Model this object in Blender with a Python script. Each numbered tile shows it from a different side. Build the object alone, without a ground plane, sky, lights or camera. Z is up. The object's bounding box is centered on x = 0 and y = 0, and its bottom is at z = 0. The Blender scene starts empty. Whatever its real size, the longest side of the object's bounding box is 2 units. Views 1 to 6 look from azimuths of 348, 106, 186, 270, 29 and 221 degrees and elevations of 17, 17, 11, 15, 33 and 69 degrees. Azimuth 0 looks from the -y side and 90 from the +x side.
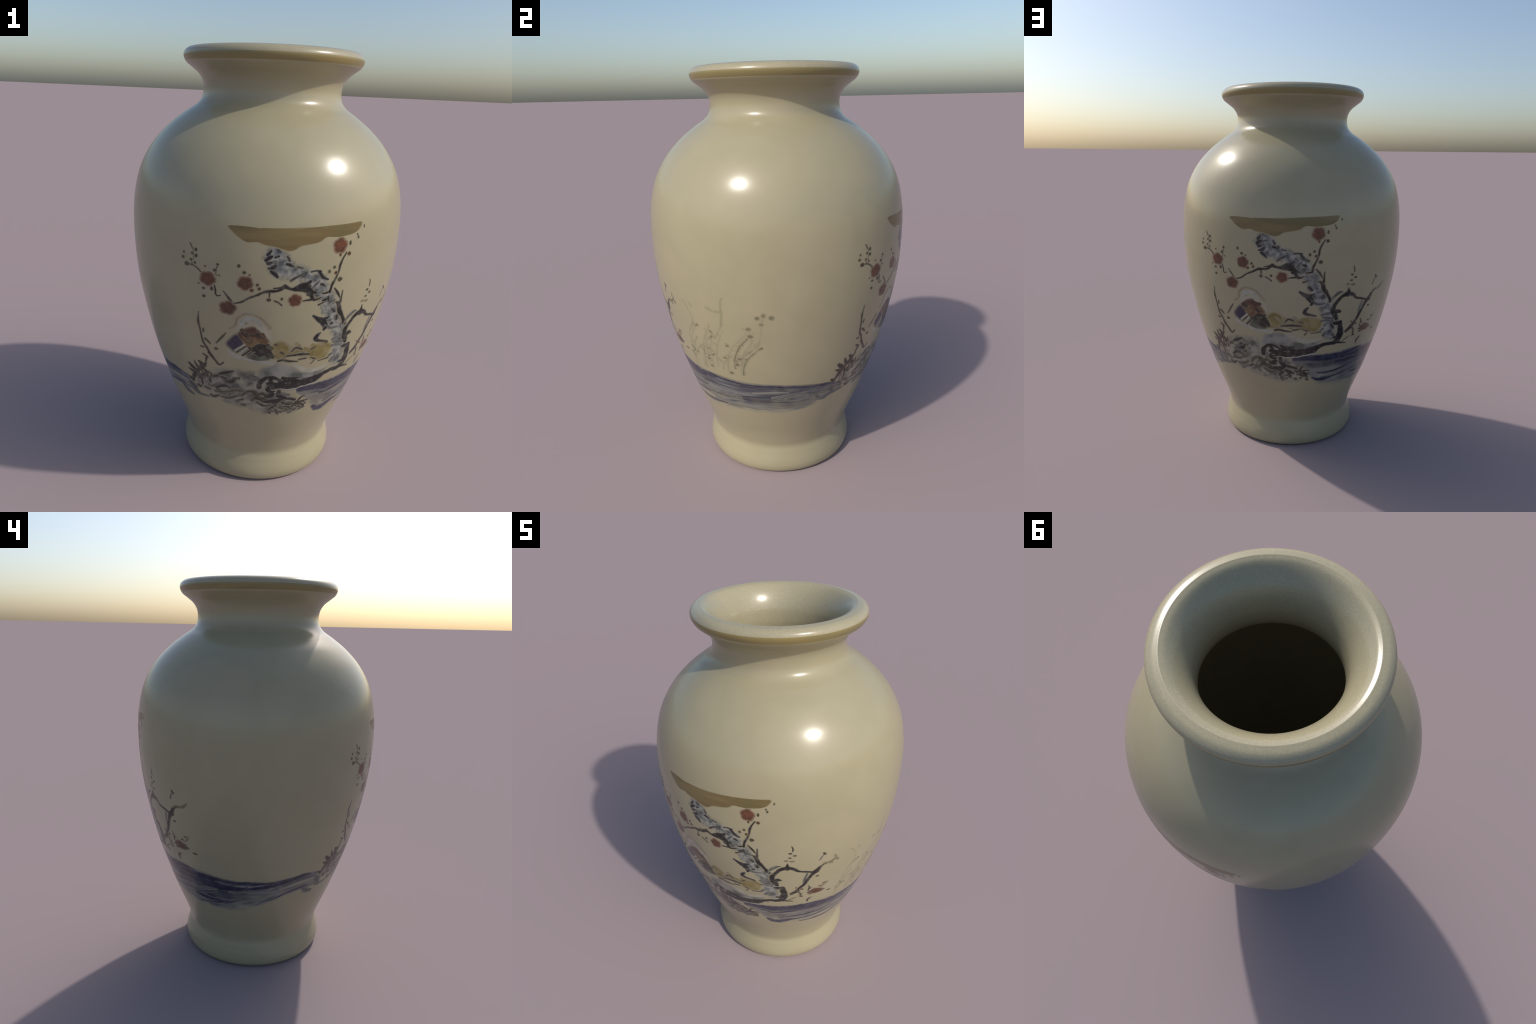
"""Cream-glazed ceramic baluster vase with a gilt rim line and, on the front and
again on the back, an overglaze painting: a snowy old plum tree with red
blossoms and two ducks on a bank above a blue river.

The pot is turned from one profile.  The painting is enamel: every brush stroke,
bud, blossom and wash is a thin raised piece laid on the turned surface.
Picture coordinates are (s, z): s = metres to the right of the picture centre,
z = height.  Metres, z up."""
import bpy, math, random
from mathutils import Vector

random.seed(11)
rnd = random.Random(7)

# ---------------------------------------------------------------- the profile
# (radius, height) of the outside, foot to crest of the lip
OUTER = [(0.3588, 0.000), (0.372, 0.004), (0.3825, 0.016), (0.3885, 0.040), (0.386, 0.070),
         (0.3755, 0.112), (0.3675, 0.148), (0.3772, 0.190), (0.3965, 0.2458), (0.4205, 0.3048),
         (0.4580, 0.4012), (0.4925, 0.5016), (0.5435, 0.6577), (0.5865, 0.8336), (0.6180, 1.0078),
         (0.6318, 1.2021), (0.6247, 1.3577), (0.5935, 1.4869), (0.5343, 1.5924), (0.4594, 1.673),
         (0.3855, 1.7300), (0.3400, 1.7615), (0.3200, 1.7875), (0.3132, 1.824), (0.3180, 1.8600), (0.3370, 1.8905),
         (0.3665, 1.9150), (0.3925, 1.9365), (0.4030, 1.962), (0.3982, 1.980), (0.381, 1.9945), (0.353, 2.000)]
# crest of the lip, down the throat and along the inside wall to the floor
INNER = [(0.353, 2.000), (0.333, 1.9925), (0.307, 1.968), (0.2815, 1.930), (0.2655, 1.890),
         (0.2590, 1.850), (0.2575, 1.812), (0.2620, 1.770), (0.278, 1.726), (0.325, 1.668), (0.415, 1.605),
         (0.490, 1.532), (0.537, 1.440), (0.558, 1.340), (0.560, 1.210), (0.545, 1.010),
         (0.512, 0.835), (0.470, 0.660), (0.418, 0.500), (0.368, 0.380), (0.325, 0.270),
         (0.292, 0.190), (0.258, 0.135), (0.190, 0.112), (0.0, 0.108)]
# under the foot: a turned foot ring and a shallow recess
UNDER = [(0.3588, 0.000), (0.345, 0.000), (0.333, 0.006), (0.325, 0.020), (0.250, 0.026), (0.0, 0.028)]
SEGMENTS = 256


def spline(points, per=8):
    """Centripetal-like cubic through the points; returns positions and tangents."""
    n = len(points)
    d = [max(1e-6, math.hypot(points[i + 1][0] - points[i][0], points[i + 1][1] - points[i][1])) ** 0.5 for i in range(n - 1)]
    m = []
    for i in range(n):
        if i == 0:
            m.append([(points[1][k] - points[0][k]) / d[0] for k in (0, 1)])
        elif i == n - 1:
            m.append([(points[-1][k] - points[-2][k]) / d[-1] for k in (0, 1)])
        else:
            m.append([((points[i][k] - points[i - 1][k]) / d[i - 1] * d[i] + (points[i + 1][k] - points[i][k]) / d[i] * d[i - 1]) / (d[i - 1] + d[i]) for k in (0, 1)])
    pos, tan = [], []
    for i in range(n - 1):
        for j in range(per):
            t, h = j / per, d[i]
            a, b, c, e = 2 * t**3 - 3 * t * t + 1, (t**3 - 2 * t * t + t) * h, -2 * t**3 + 3 * t * t, (t**3 - t * t) * h
            pos.append([a * points[i][k] + b * m[i][k] + c * points[i + 1][k] + e * m[i + 1][k] for k in (0, 1)])
            a, b, c, e = 6 * t * t - 6 * t, (3 * t * t - 4 * t + 1) * h, -6 * t * t + 6 * t, (3 * t * t - 2 * t) * h
            tan.append([a * points[i][k] + b * m[i][k] + c * points[i + 1][k] + e * m[i + 1][k] for k in (0, 1)])
    pos.append(list(points[-1]))
    tan.append(m[-1])
    return pos, tan


OUT_POS, OUT_TAN = spline(OUTER)
WALL = [(p, t) for p, t in zip(OUT_POS, OUT_TAN) if p[1] <= 1.96]


def wall(z):
    """Radius and slope dr/dz of the outside at height z."""
    lo, hi = 0, len(WALL) - 1
    while hi - lo > 1:
        mid = (lo + hi) // 2
        if WALL[mid][0][1] <= z:
            lo = mid
        else:
            hi = mid
    (p, t), (q, u) = WALL[lo], WALL[hi]
    f = (z - p[1]) / (q[1] - p[1])
    slope = (1 - f) * t[0] / max(t[1], 1e-4) + f * u[0] / max(u[1], 1e-4)
    return p[0] + f * (q[0] - p[0]), slope


def on_wall(angle, z, lift):
    """Point and normal on the outside; angle in radians, 0 at the front (-y), growing towards +x."""
    r, slope = wall(z)
    out = Vector((math.sin(angle), -math.cos(angle), 0))
    n = (out - Vector((0, 0, slope))).normalized()
    return out * r + Vector((0, 0, z)) + n * lift, n


def front(s, z):
    return math.asin(max(-0.999, min(0.999, s / wall(z)[0]))), z


def back(s, z):
    return math.pi + math.asin(max(-0.999, min(0.999, (0.027 + 1.02 * s) / wall(z)[0]))), z


def turned(a, z):
    return math.radians(a), z


# ---------------------------------------------------------------- materials
GLAZE = ((0.349, 0.308, 0.197), (0.334, 0.298, 0.187), (0.348, 0.311, 0.197))
ROUGH = 0.235


def lerp3(a, b, f):
    return tuple(x + (y - x) * f for x, y in zip(a, b))


def ceramic(name, colours, scale=9.0, stretch=(1, 1, 1), detail=4.0, low=0.38, high=0.62, grain=0.0, speckle=None, rough=ROUGH):
    """Glossy glaze or enamel: two or three colours mixed by noise, an optional fine grain and optional specks."""
    mat = bpy.data.materials.new(name)
    mat.use_nodes = True
    nt = mat.node_tree
    bsdf = nt.nodes["Principled BSDF"]
    bsdf.inputs["Roughness"].default_value = rough
    bsdf.inputs["IOR"].default_value = 1.5
    tc, mp = nt.nodes.new("ShaderNodeTexCoord"), nt.nodes.new("ShaderNodeMapping")
    mp.inputs["Scale"].default_value = stretch
    nt.links.new(tc.outputs["Object"], mp.inputs["Vector"])
    noise, ramp = nt.nodes.new("ShaderNodeTexNoise"), nt.nodes.new("ShaderNodeValToRGB")
    noise.inputs["Scale"].default_value, noise.inputs["Detail"].default_value = scale, detail
    ramp.color_ramp.elements[0].position, ramp.color_ramp.elements[1].position = low, high
    ramp.color_ramp.elements[0].color, ramp.color_ramp.elements[1].color = (*colours[0], 1), (*colours[-1], 1)
    if len(colours) == 3:
        ramp.color_ramp.elements.new((low + high) / 2).color = (*colours[1], 1)
    nt.links.new(mp.outputs[0], noise.inputs["Vector"])
    nt.links.new(noise.outputs["Fac"], ramp.inputs["Fac"])
    last = ramp.outputs["Color"]

    def mixed(socket, kind, value, second):
        mix = nt.nodes.new("ShaderNodeMix")
        mix.data_type, mix.blend_type = "RGBA", kind
        if hasattr(value, "links"):
            nt.links.new(value, mix.inputs["Factor"])
        else:
            mix.inputs["Factor"].default_value = value
        nt.links.new(socket, mix.inputs["A"])
        if hasattr(second, "links"):
            nt.links.new(second, mix.inputs["B"])
        else:
            mix.inputs["B"].default_value = (*second, 1)
        return mix.outputs["Result"]

    if grain:
        fine = nt.nodes.new("ShaderNodeTexNoise")
        fine.inputs["Scale"].default_value, fine.inputs["Detail"].default_value = 170, 2
        nt.links.new(tc.outputs["Object"], fine.inputs["Vector"])
        last = mixed(last, "OVERLAY", grain, fine.outputs["Fac"])
    if speckle:
        colour2, size, much = speckle
        cell, cut = nt.nodes.new("ShaderNodeTexVoronoi"), nt.nodes.new("ShaderNodeMapRange")
        cell.inputs["Scale"].default_value = size
        nt.links.new(tc.outputs["Object"], cell.inputs["Vector"])
        nt.links.new(cell.outputs["Distance"], cut.inputs["Value"])
        for key, v in zip(("From Min", "From Max", "To Min", "To Max"), (0.12, 0.42, much, 0.0)):
            cut.inputs[key].default_value = v
        last = mixed(last, "MIX", cut.outputs["Result"], colour2)
    nt.links.new(last, bsdf.inputs["Base Color"])
    return mat


# enamel tones: two or three colours mixed by noise, and the noise scale
TONES = {
    "glaze":   (GLAZE, 3),
    "ink":     (((0.010, 0.009, 0.009), (0.022, 0.020, 0.017), (0.070, 0.064, 0.052)), 38, 0.36, 0.68),
    "slate":   (((0.070, 0.072, 0.070), (0.130, 0.130, 0.115)), 40),
    "olive":   (((0.040, 0.036, 0.020), (0.085, 0.076, 0.045)), 40),
    "brown":   (((0.034, 0.026, 0.021), (0.070, 0.056, 0.042)), 40),
    "mauve":   (((0.150, 0.110, 0.105), (0.220, 0.180, 0.150)), 40),
    "faded":   (((0.145, 0.128, 0.074), (0.200, 0.178, 0.108)), 30),
    "ghost":   (((0.255, 0.230, 0.140), (0.300, 0.275, 0.172)), 14),
    "snow":    (((0.050, 0.055, 0.052), (0.165, 0.174, 0.165), (0.300, 0.290, 0.248)), 30, 0.34, 0.62),
    "white":   (((0.370, 0.362, 0.300), (0.290, 0.288, 0.245)), 24),
    "tan":     (((0.225, 0.185, 0.120), (0.285, 0.245, 0.160)), 20),
    "gold":    (((0.130, 0.106, 0.040), (0.165, 0.116, 0.048), (0.185, 0.142, 0.058)), 7),
    "violet":  (((0.026, 0.022, 0.050), (0.060, 0.044, 0.062)), 26),
    "rust":    (((0.070, 0.034, 0.022), (0.125, 0.066, 0.034), (0.195, 0.128, 0.062)), 17),
    "soot":    (((0.014, 0.012, 0.011), (0.040, 0.038, 0.026)), 30),
    "green":   (((0.060, 0.066, 0.042), (0.125, 0.128, 0.092)), 26),
    "ochre":   (((0.165, 0.128, 0.038), (0.215, 0.172, 0.062), (0.265, 0.218, 0.100)), 15),
    "grey":    (((0.095, 0.104, 0.088), (0.195, 0.200, 0.180), (0.270, 0.260, 0.215)), 13),
    "rock":    (((0.090, 0.090, 0.070), (0.205, 0.198, 0.158), (0.300, 0.276, 0.205)), 24, 0.36, 0.60),
    "red":     (((0.128, 0.050, 0.024), (0.084, 0.036, 0.019)), 30),
    "blush":   (((0.285, 0.225, 0.150), (0.325, 0.270, 0.180)), 20),
    "russet":  (((0.112, 0.048, 0.023), (0.068, 0.033, 0.018)), 30),
    "deep":    (((0.030, 0.031, 0.044), (0.085, 0.088, 0.102), (0.190, 0.190, 0.182)), 9, 0.38, 0.64),
    "shallow": (((0.150, 0.154, 0.152), (0.230, 0.225, 0.195), (0.310, 0.285, 0.198)), 9, 0.38, 0.62),
    "shoal":   (((0.120, 0.122, 0.122), (0.245, 0.238, 0.190), (0.320, 0.292, 0.195)), 9, 0.36, 0.58),
    "indigo":  (((0.024, 0.024, 0.042), (0.050, 0.050, 0.076)), 24),
    "navy":    (((0.016, 0.018, 0.036), (0.040, 0.044, 0.072)), 24),
    "cream":   (((0.345, 0.318, 0.225), (0.375, 0.348, 0.260)), 14),
    "straw":   (((0.195, 0.160, 0.076), (0.280, 0.236, 0.138)), 16),
    "steel":   (((0.080, 0.086, 0.098), (0.135, 0.140, 0.148)), 24),
}

GLAZE_MAT = ceramic("cream_glaze", GLAZE, scale=3.4, detail=5)
LIP_MAT = ceramic("cream_glaze_speckled", ((0.362, 0.322, 0.208), (0.344, 0.308, 0.200)), scale=5, grain=0.2)
RIM_GOLD = ceramic("rim_gilding", ((0.265, 0.205, 0.080), (0.225, 0.185, 0.080)), scale=4, stretch=(1, 1, 6))
UNGLAZED = ceramic("bare_clay", ((0.36, 0.32, 0.24), (0.32, 0.28, 0.21)), scale=30, rough=0.7)
MATS = {}


def tone(name, cover=1.0, under="glaze"):
    """An enamel tone; where it thins out (cover < 1) the tone beneath it shows through."""
    key = (name, cover, under)
    if key not in MATS:
        colours, scale, *contrast = TONES[name]
        low, high = contrast or (0.38, 0.62)
        below = TONES[under][0]
        base = lerp3(below[0], below[-1], 0.5)
        speck = ((0.20, 0.085, 0.055), 85, 0.5) if name in ("red", "russet") and cover == 1 else None
        stretch = (0.35, 0.35, 4.0) if name in ("deep", "shallow", "shoal") else (0.5, 0.5, 3.0) if name == "gold" else (1, 1, 1)
        thin = "" if cover == 1 else f"_thin_{int(cover * 100)}_over_{under}"
        MATS[key] = ceramic(f"{name}_enamel{thin}", [lerp3(base, c, cover) for c in colours], scale, stretch, low=low, high=high, speckle=speck)
    return MATS[key]


FADE = (0.22, 0.5, 0.78)  # cover of the three steps in which a painted edge thins out


# ---------------------------------------------------------------- building blocks
def empty(name, parent=None):
    o = bpy.data.objects.new(name, None)
    bpy.context.collection.objects.link(o)
    o.parent = parent
    return o


def mesh_object(name, verts, normals, faces, slots, mats, parent):
    keep = []
    for i, f in enumerate(faces):  # leave out slivers that a tight bend has folded over
        a, b, c = (Vector(verts[k]) for k in f[:3])
        n = (b - a).cross(c - a if len(f) == 3 else Vector(verts[f[3]]) - a)
        if n.length < 1e-14 or n.normalized().dot(Vector(normals[f[0]])) > -0.3:
            keep.append(i)
    faces, slots = [faces[i] for i in keep], [slots[i] for i in keep]
    me = bpy.data.meshes.new(name)
    me.from_pydata(verts, [], faces)
    for m in mats:
        me.materials.append(m)
    for p, s in zip(me.polygons, slots):
        p.material_index, p.use_smooth = s, True
    me.update()
    me.normals_split_custom_set_from_vertices(normals)
    o = bpy.data.objects.new(name, me)
    bpy.context.collection.objects.link(o)
    o.parent = parent
    return o


def turned_part(name, ring_list, mat, parent):
    """Surface of revolution through rings [(r, z), (tangent)], with the pot's own normals."""
    verts, normals, faces = [], [], []
    for (r, z), (tr, tz) in ring_list:
        k = math.hypot(tr, tz)
        for i in range(SEGMENTS):
            a = math.tau * i / SEGMENTS
            verts.append((r * math.sin(a), -r * math.cos(a), z))
            normals.append((math.sin(a) * tz / k, -math.cos(a) * tz / k, -tr / k))
    for j in range(len(ring_list) - 1):
        for i in range(SEGMENTS):
            k = (i + 1) % SEGMENTS
            faces.append((j * SEGMENTS + i, j * SEGMENTS + k, (j + 1) * SEGMENTS + k, (j + 1) * SEGMENTS + i))
    return mesh_object(name, verts, normals, faces, [0] * len(faces), [mat], parent)


def catmull(points, step, closed=False):
    """Smooth resampling of tuples of any length; step in the units of the first two numbers."""
    n = len(points)
    if n == 2 and not closed:
        points = [points[0], tuple((a + b) / 2 for a, b in zip(*points)), points[1]]
        n = 3
    out = []
    for i in range(n if closed else n - 1):
        if closed:
            p = [points[(i + k) % n] for k in (-1, 0, 1, 2)]
        else:
            p = [points[max(0, min(n - 1, i + k))] for k in (-1, 0, 1, 2)]
        m = max(1, int(math.hypot(p[2][0] - p[1][0], p[2][1] - p[1][1]) / step))
        for j in range(m):
            t = j / m
            out.append(tuple(0.5 * (2 * b + (c - a) * t + (2 * a - 5 * b + 4 * c - d) * t * t + (3 * b - a - 3 * c + d) * t**3) for a, b, c, d in zip(*p)))
    if not closed:
        out.append(tuple(points[-1]))
    return out


layer = [0]


def next_layer(lift):
    """Every stroke lies a hair above the one before, so no two share a plane."""
    layer[0] += 1
    return lift * 0.3 + (layer[0] % 1500) * 1e-7


class Heap:
    """Many small dabs that nobody would pick apart singly, gathered into one mesh."""

    def __init__(self):
        self.verts, self.normals, self.faces, self.slots, self.mats = [], [], [], [], []

    def add(self, verts, normals, faces, slots, mats):
        base = len(self.verts)
        self.verts += verts
        self.normals += normals
        self.faces += [tuple(i + base for i in f) for f in faces]
        for m in mats:
            if m not in self.mats:
                self.mats.append(m)
        self.slots += [self.mats.index(mats[k]) for k in slots]

    def build(self, name, parent):
        o = mesh_object(name, self.verts, self.normals, self.faces, self.slots, self.mats, parent)
        o["kind"] = "stuff"
        return o


def stroke(name, ink, points, parent, side, lift=0.0011, rough=0.22, step=0.005, feather=0.0026, under="glaze", heap=None):
    """One brush stroke: a ribbon of varying width with rounded ends and edges that thin out."""
    lift = next_layer(lift)
    line = catmull(points, step)
    w0, w1 = line[0][2] / 2, line[-1][2] / 2
    a, b = Vector(line[0][:2]), Vector(line[1][:2])
    d = (a - b).normalized()
    head = [(a.x + d.x * w0 * k, a.y + d.y * w0 * k, 2 * w0 * math.sqrt(1 - k * k)) for k in (0.95, 0.7, 0.35)]
    a, b = Vector(line[-1][:2]), Vector(line[-2][:2])
    d = (a - b).normalized()
    tail = [(a.x + d.x * w1 * k, a.y + d.y * w1 * k, 2 * w1 * math.sqrt(1 - k * k)) for k in (0.35, 0.7, 0.95)]
    line = head + line + tail
    widest = max(p[2] for p in line)
    cross = max(2, int(widest / 0.010) + 1)
    wob = [[rnd.uniform(-rough, rough) for _ in line] for _ in (0, 1)]
    wob = [[(w[max(0, i - 1)] + w[i] + w[min(len(w) - 1, i + 1)]) / 2.2 for i in range(len(w))] for w in wob]
    verts, normals, faces, slots = [], [], [], []
    cols = cross + 9
    for i, (x, z, w) in enumerate(line):
        p0, p1 = line[max(0, i - 1)], line[min(len(line) - 1, i + 1)]
        t = Vector((p1[0] - p0[0], p1[1] - p0[1]))
        t = t.normalized() if t.length > 1e-9 else Vector((1, 0))
        nx, nz = -t.y, t.x
        edges = []
        for s in (0, 1):
            half = max(0.0004, w / 2 * (1 + wob[s][i]))
            inner = min(feather, 0.55 * half)
            edges.append((half - inner, half - inner / 3, half + feather * 0.25, half + feather * 0.8))
        (r0, r1, r2, r3), (l0, l1, l2, l3) = edges
        offs = [(-r3, -0.0003), (-r3, lift - 0.00009), (-r2, lift - 0.00006), (-r1, lift - 0.00003)]
        offs += [(-r0 + (r0 + l0) * j / cross, lift) for j in range(cross + 1)]
        offs += [(l1, lift - 0.00003), (l2, lift - 0.00006), (l3, lift - 0.00009), (l3, -0.0003)]
        for o, h in offs:
            co, no = on_wall(*side(x + nx * o, z + nz * o), h)
            verts.append(co)
            normals.append(no)
    for i in range(len(line) - 1):
        for j in range(cols - 1):
            v = i * cols + j
            faces.append((v, v + cols, v + cols + 1, v + 1))
            slots.append((0, 0, 1, 2)[j] if j < 4 else (0, 0, 1, 2)[cols - 2 - j] if j > cols - 6 else 3)
    mats = [tone(ink, c, under) for c in FADE] + [tone(ink)]
    if heap is not None:
        return heap.add(verts, normals, faces, slots, mats)
    return mesh_object(name, verts, normals, faces, slots, mats, parent)


def patch(name, ink, outline, parent, side, lift=0.0009, feather=0.004, jag=0.0, under="glaze"):
    """A filled wash: closed outline drawn in towards its middle in rings, thinning out at the edge."""
    lift = next_layer(lift)
    if sum(p[0] * q[1] - q[0] * p[1] for p, q in zip(outline, (*outline[1:], outline[0]))) < 0:
        outline = outline[::-1]
    ring = catmull(outline, 0.006, closed=True)
    cx, cz = sum(p[0] for p in ring) / len(ring), sum(p[1] for p in ring) / len(ring)
    reach = max(math.hypot(p[0] - cx, p[1] - cz) for p in ring)
    rings = max(3, int(reach / 0.009))
    n = len(ring)
    jags, j0 = [], 0.0
    for _ in ring:
        j0 = 0.6 * j0 + rnd.uniform(-jag, jag)
        jags.append(j0)
    levels = [("skirt", 0.8), ("edge", 0.8), ("edge", 0.25), ("edge", -0.33)] + [("core", k / rings) for k in range(rings)]
    verts, normals, faces, slots = [], [], [], []
    for kind, f in levels:
        for (x, z), q in zip(((p[0], p[1]) for p in ring), jags):
            dist = max(1e-6, math.hypot(x - cx, z - cz))
            fw = min(feather, 0.6 * dist)
            if kind == "core":
                k, h = (1 - f) * (1 + q - fw / dist), lift
            else:
                k, h = 1 + q + fw * f / dist, (-0.0003 if kind == "skirt" else lift - 0.00005 - 0.00004 * f)
            co, no = on_wall(*side(cx + (x - cx) * k, cz + (z - cz) * k), h)
            verts.append(co)
            normals.append(no)
    co, no = on_wall(*side(cx, cz), lift)
    verts.append(co)
    normals.append(no)
    for j in range(len(levels) - 1):
        for i in range(n):
            k = (i + 1) % n
            faces.append((j * n + i, j * n + k, (j + 1) * n + k, (j + 1) * n + i))
            slots.append((0, 0, 1, 2)[j] if j < 4 else 3)
    last = (len(levels) - 1) * n
    for i in range(n):
        faces.append((last + i, last + (i + 1) % n, len(verts) - 1))
        slots.append(3)
    return mesh_object(name, verts, normals, faces, slots, [tone(ink, c, under) for c in FADE] + [tone(ink)], parent)


def dot(name, ink, s, z, rx, rz, parent, side, lift=0.0014, feather=0.0022, under="glaze"):
    ring = []
    for i in range(10):
        a = math.tau * i / 10
        ring.append((s + rx * math.cos(a) * rnd.uniform(0.9, 1.1), z + rz * math.sin(a) * rnd.uniform(0.9, 1.1)))
    return patch(name, ink, ring, parent, side, lift, feather, under=under)


def blossom(ink, s, z, rx, rz, parent, side, turn):
    """Five round petals about a speckled heart, in a faint pink bloom."""
    def flower(grow, dip):
        ring = []
        for i in range(40):
            a = math.tau * i / 40
            r = grow * (1 - dip + dip * abs(math.cos(2.5 * (a - turn))) ** 0.7)
            ring.append((s + rx * r * math.cos(a), z + rz * r * math.sin(a)))
        return ring
    patch("blossom_bloom", "blush", flower(1.15, 0.1), parent, side, 0.0005, feather=0.012)
    patch("plum_blossom", ink, flower(1.10, 0.17), parent, side, 0.0013, feather=max(0.004, 0.32 * rx - 0.004), under="blush")


def river(name, lanes, parent, waves, seed, shore_tone):
    """A band of water round the pot: lanes = [(angle, top, bottom, depth of the dark part)], filled and then streaked."""
    r = random.Random(seed)
    line = catmull([(math.radians(a), t, b, d) for a, t, b, d in lanes], 0.012)
    shore = [(r.uniform(9, 40), r.uniform(0, 6), r.uniform(0.3, 1)) for _ in range(5)]
    depths = (0.0, 0.05, 0.12, 0.25, 0.40, 0.52, 0.64, 0.76, 0.86, 0.93, 1.0, 1.06)
    verts, normals, faces, slots = [], [], [], []
    m = len(depths) + 2
    covers = [round(1 - k / 10, 1) for k in range(11)]
    mats = [tone("deep", c, shore_tone) if c else tone(shore_tone) for c in covers]
    mats += [tone("deep", 0.5), tone(shore_tone, 0.6), tone(shore_tone, 0.3)]
    for a, t, b, d in line:
        sag = 0.05 * sum(k * math.sin(f * a + p) for f, p, k in shore) / 3
        for j, f in enumerate((0.0, *depths, 1.06)):
            h = -0.0003 if j in (0, m - 1) else 0.0002
            co, no = on_wall(a, t + 0.003 * (j < 2) + (b - t) * f * (1 + sag * f), h)
            verts.append(co)
            normals.append(no)
    for i in range(len(line) - 1):
        d = line[i][3]
        for j in range(m - 1):
            v = i * m + j
            faces.append((v, v + 1, v + m + 1, v + m))
            f = depths[min(j, len(depths) - 1)]
            mix = max(0, min(10, round((f - d) * 17 + 2 + 2 * math.sin(9 * line[i][0] + 5 * f) * math.sin(23 * line[i][0] - 11 * f))))
            slots.append(11 if j < 2 else 13 if j > m - 4 else 12 if j == m - 4 else mix)
    mesh_object(name, verts, normals, faces, slots, mats, parent)

    def at(a):
        for p, q in zip(line, line[1:]):
            if p[0] <= a <= q[0]:
                f = (a - p[0]) / (q[0] - p[0])
                return p[1] + f * (q[1] - p[1]), p[2] + f * (q[2] - p[2])
        p = line[0] if a < line[0][0] else line[-1]
        return p[1], p[2]

    a0, a1 = line[0][0], line[-1][0]
    for depth, start, span, rise, width, ink in waves:
        pts = []
        start, span = math.radians(start), math.radians(span)
        steps = max(5, int(span / 0.06))
        for k in range(steps + 1):
            a = start + span * k / steps
            if not a0 <= a <= a1:
                continue
            t, b = at(a)
            u = max(0.0, min(1.05, depth - rise * k / steps + 0.012 * math.sin(5 * k / steps + start * 9)))
            pts.append((a * 0.45, t + (b - t) * u, width * (0.3 + 0.7 * math.sin(math.pi * (k / steps * 0.9 + 0.08)))))
        if len(pts) > 2:
            under = "deep" if depth < 0.4 else shore_tone
            stroke("wave", ink, pts, parent, lambda s, z: (s / 0.45, z), lift=0.0011, feather=0.004, under=under)


def water_waves(first, last, seed):
    """Brush streaks of a river: a dark line under the bank, then lighter and sparser towards the shore."""
    r = random.Random(seed)
    waves = []
    a = first
    while a < last - 4:
        span = r.uniform(16, 30)
        waves.append((0.06 + r.uniform(-0.01, 0.02), a, min(span, last - a), 0.0, r.uniform(0.010, 0.020), "indigo"))
        a += span * 0.8
    for _ in range(int((last - first) * 0.26)):
        depth = r.uniform(0.14, 0.98)
        ink = r.choices(("indigo", "steel", "slate", "shallow"), (1.2 - 0.5 * depth, 1.2, 0.9, 0.4))[0]
        waves.append((depth, r.uniform(first, last - 6), r.uniform(9, 26), r.uniform(0.0, 0.2), r.uniform(0.006, 0.016), ink))
    return waves


# ---------------------------------------------------------------- the pot
vase = empty("ceramic_vase")
vase["label"] = "cream glazed baluster vase with painted plum tree, ducks and river"
vase["category"] = "vase"

rings = list(zip(OUT_POS, OUT_TAN))


def between(lo, hi):
    return [q for q in rings if lo - 1e-6 <= q[0][1] <= hi + 1e-6]


def nearest(z):
    return min((q[0][1] for q in rings), key=lambda v: abs(v - z))


cuts = [nearest(v) for v in (0.0, 0.148, 1.730, 1.9405, 1.9685, 2.0)]
turned_part("foot", between(cuts[0], cuts[1]), GLAZE_MAT, vase)
turned_part("body", between(cuts[1], cuts[2]), GLAZE_MAT, vase)
turned_part("neck", between(cuts[2], cuts[3]), GLAZE_MAT, vase)
turned_part("gilt_rim_band", between(cuts[3], cuts[4]), RIM_GOLD, vase)
in_pos, in_tan = spline(INNER)
in_tan[0] = [-1.0, 0.0]
lip_out = between(cuts[4], cuts[5])
lip_out[-1] = (lip_out[-1][0], (-1.0, 0.0))
split = min(range(len(in_pos)), key=lambda i: abs(in_pos[i][1] - 1.820) if i < 60 else 9)
turned_part("lip", lip_out + list(zip(in_pos, in_tan))[1 : split + 1], LIP_MAT, vase)
turned_part("inside_wall", list(zip(in_pos, in_tan))[split:], GLAZE_MAT, vase)
under_pos, under_tan = spline(UNDER, 4)
turned_part("foot_ring", [(p, (-t[0], -t[1])) for p, t in zip(under_pos, under_tan)][::-1], UNGLAZED, vase)


# ---------------------------------------------------------------- the painting

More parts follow.
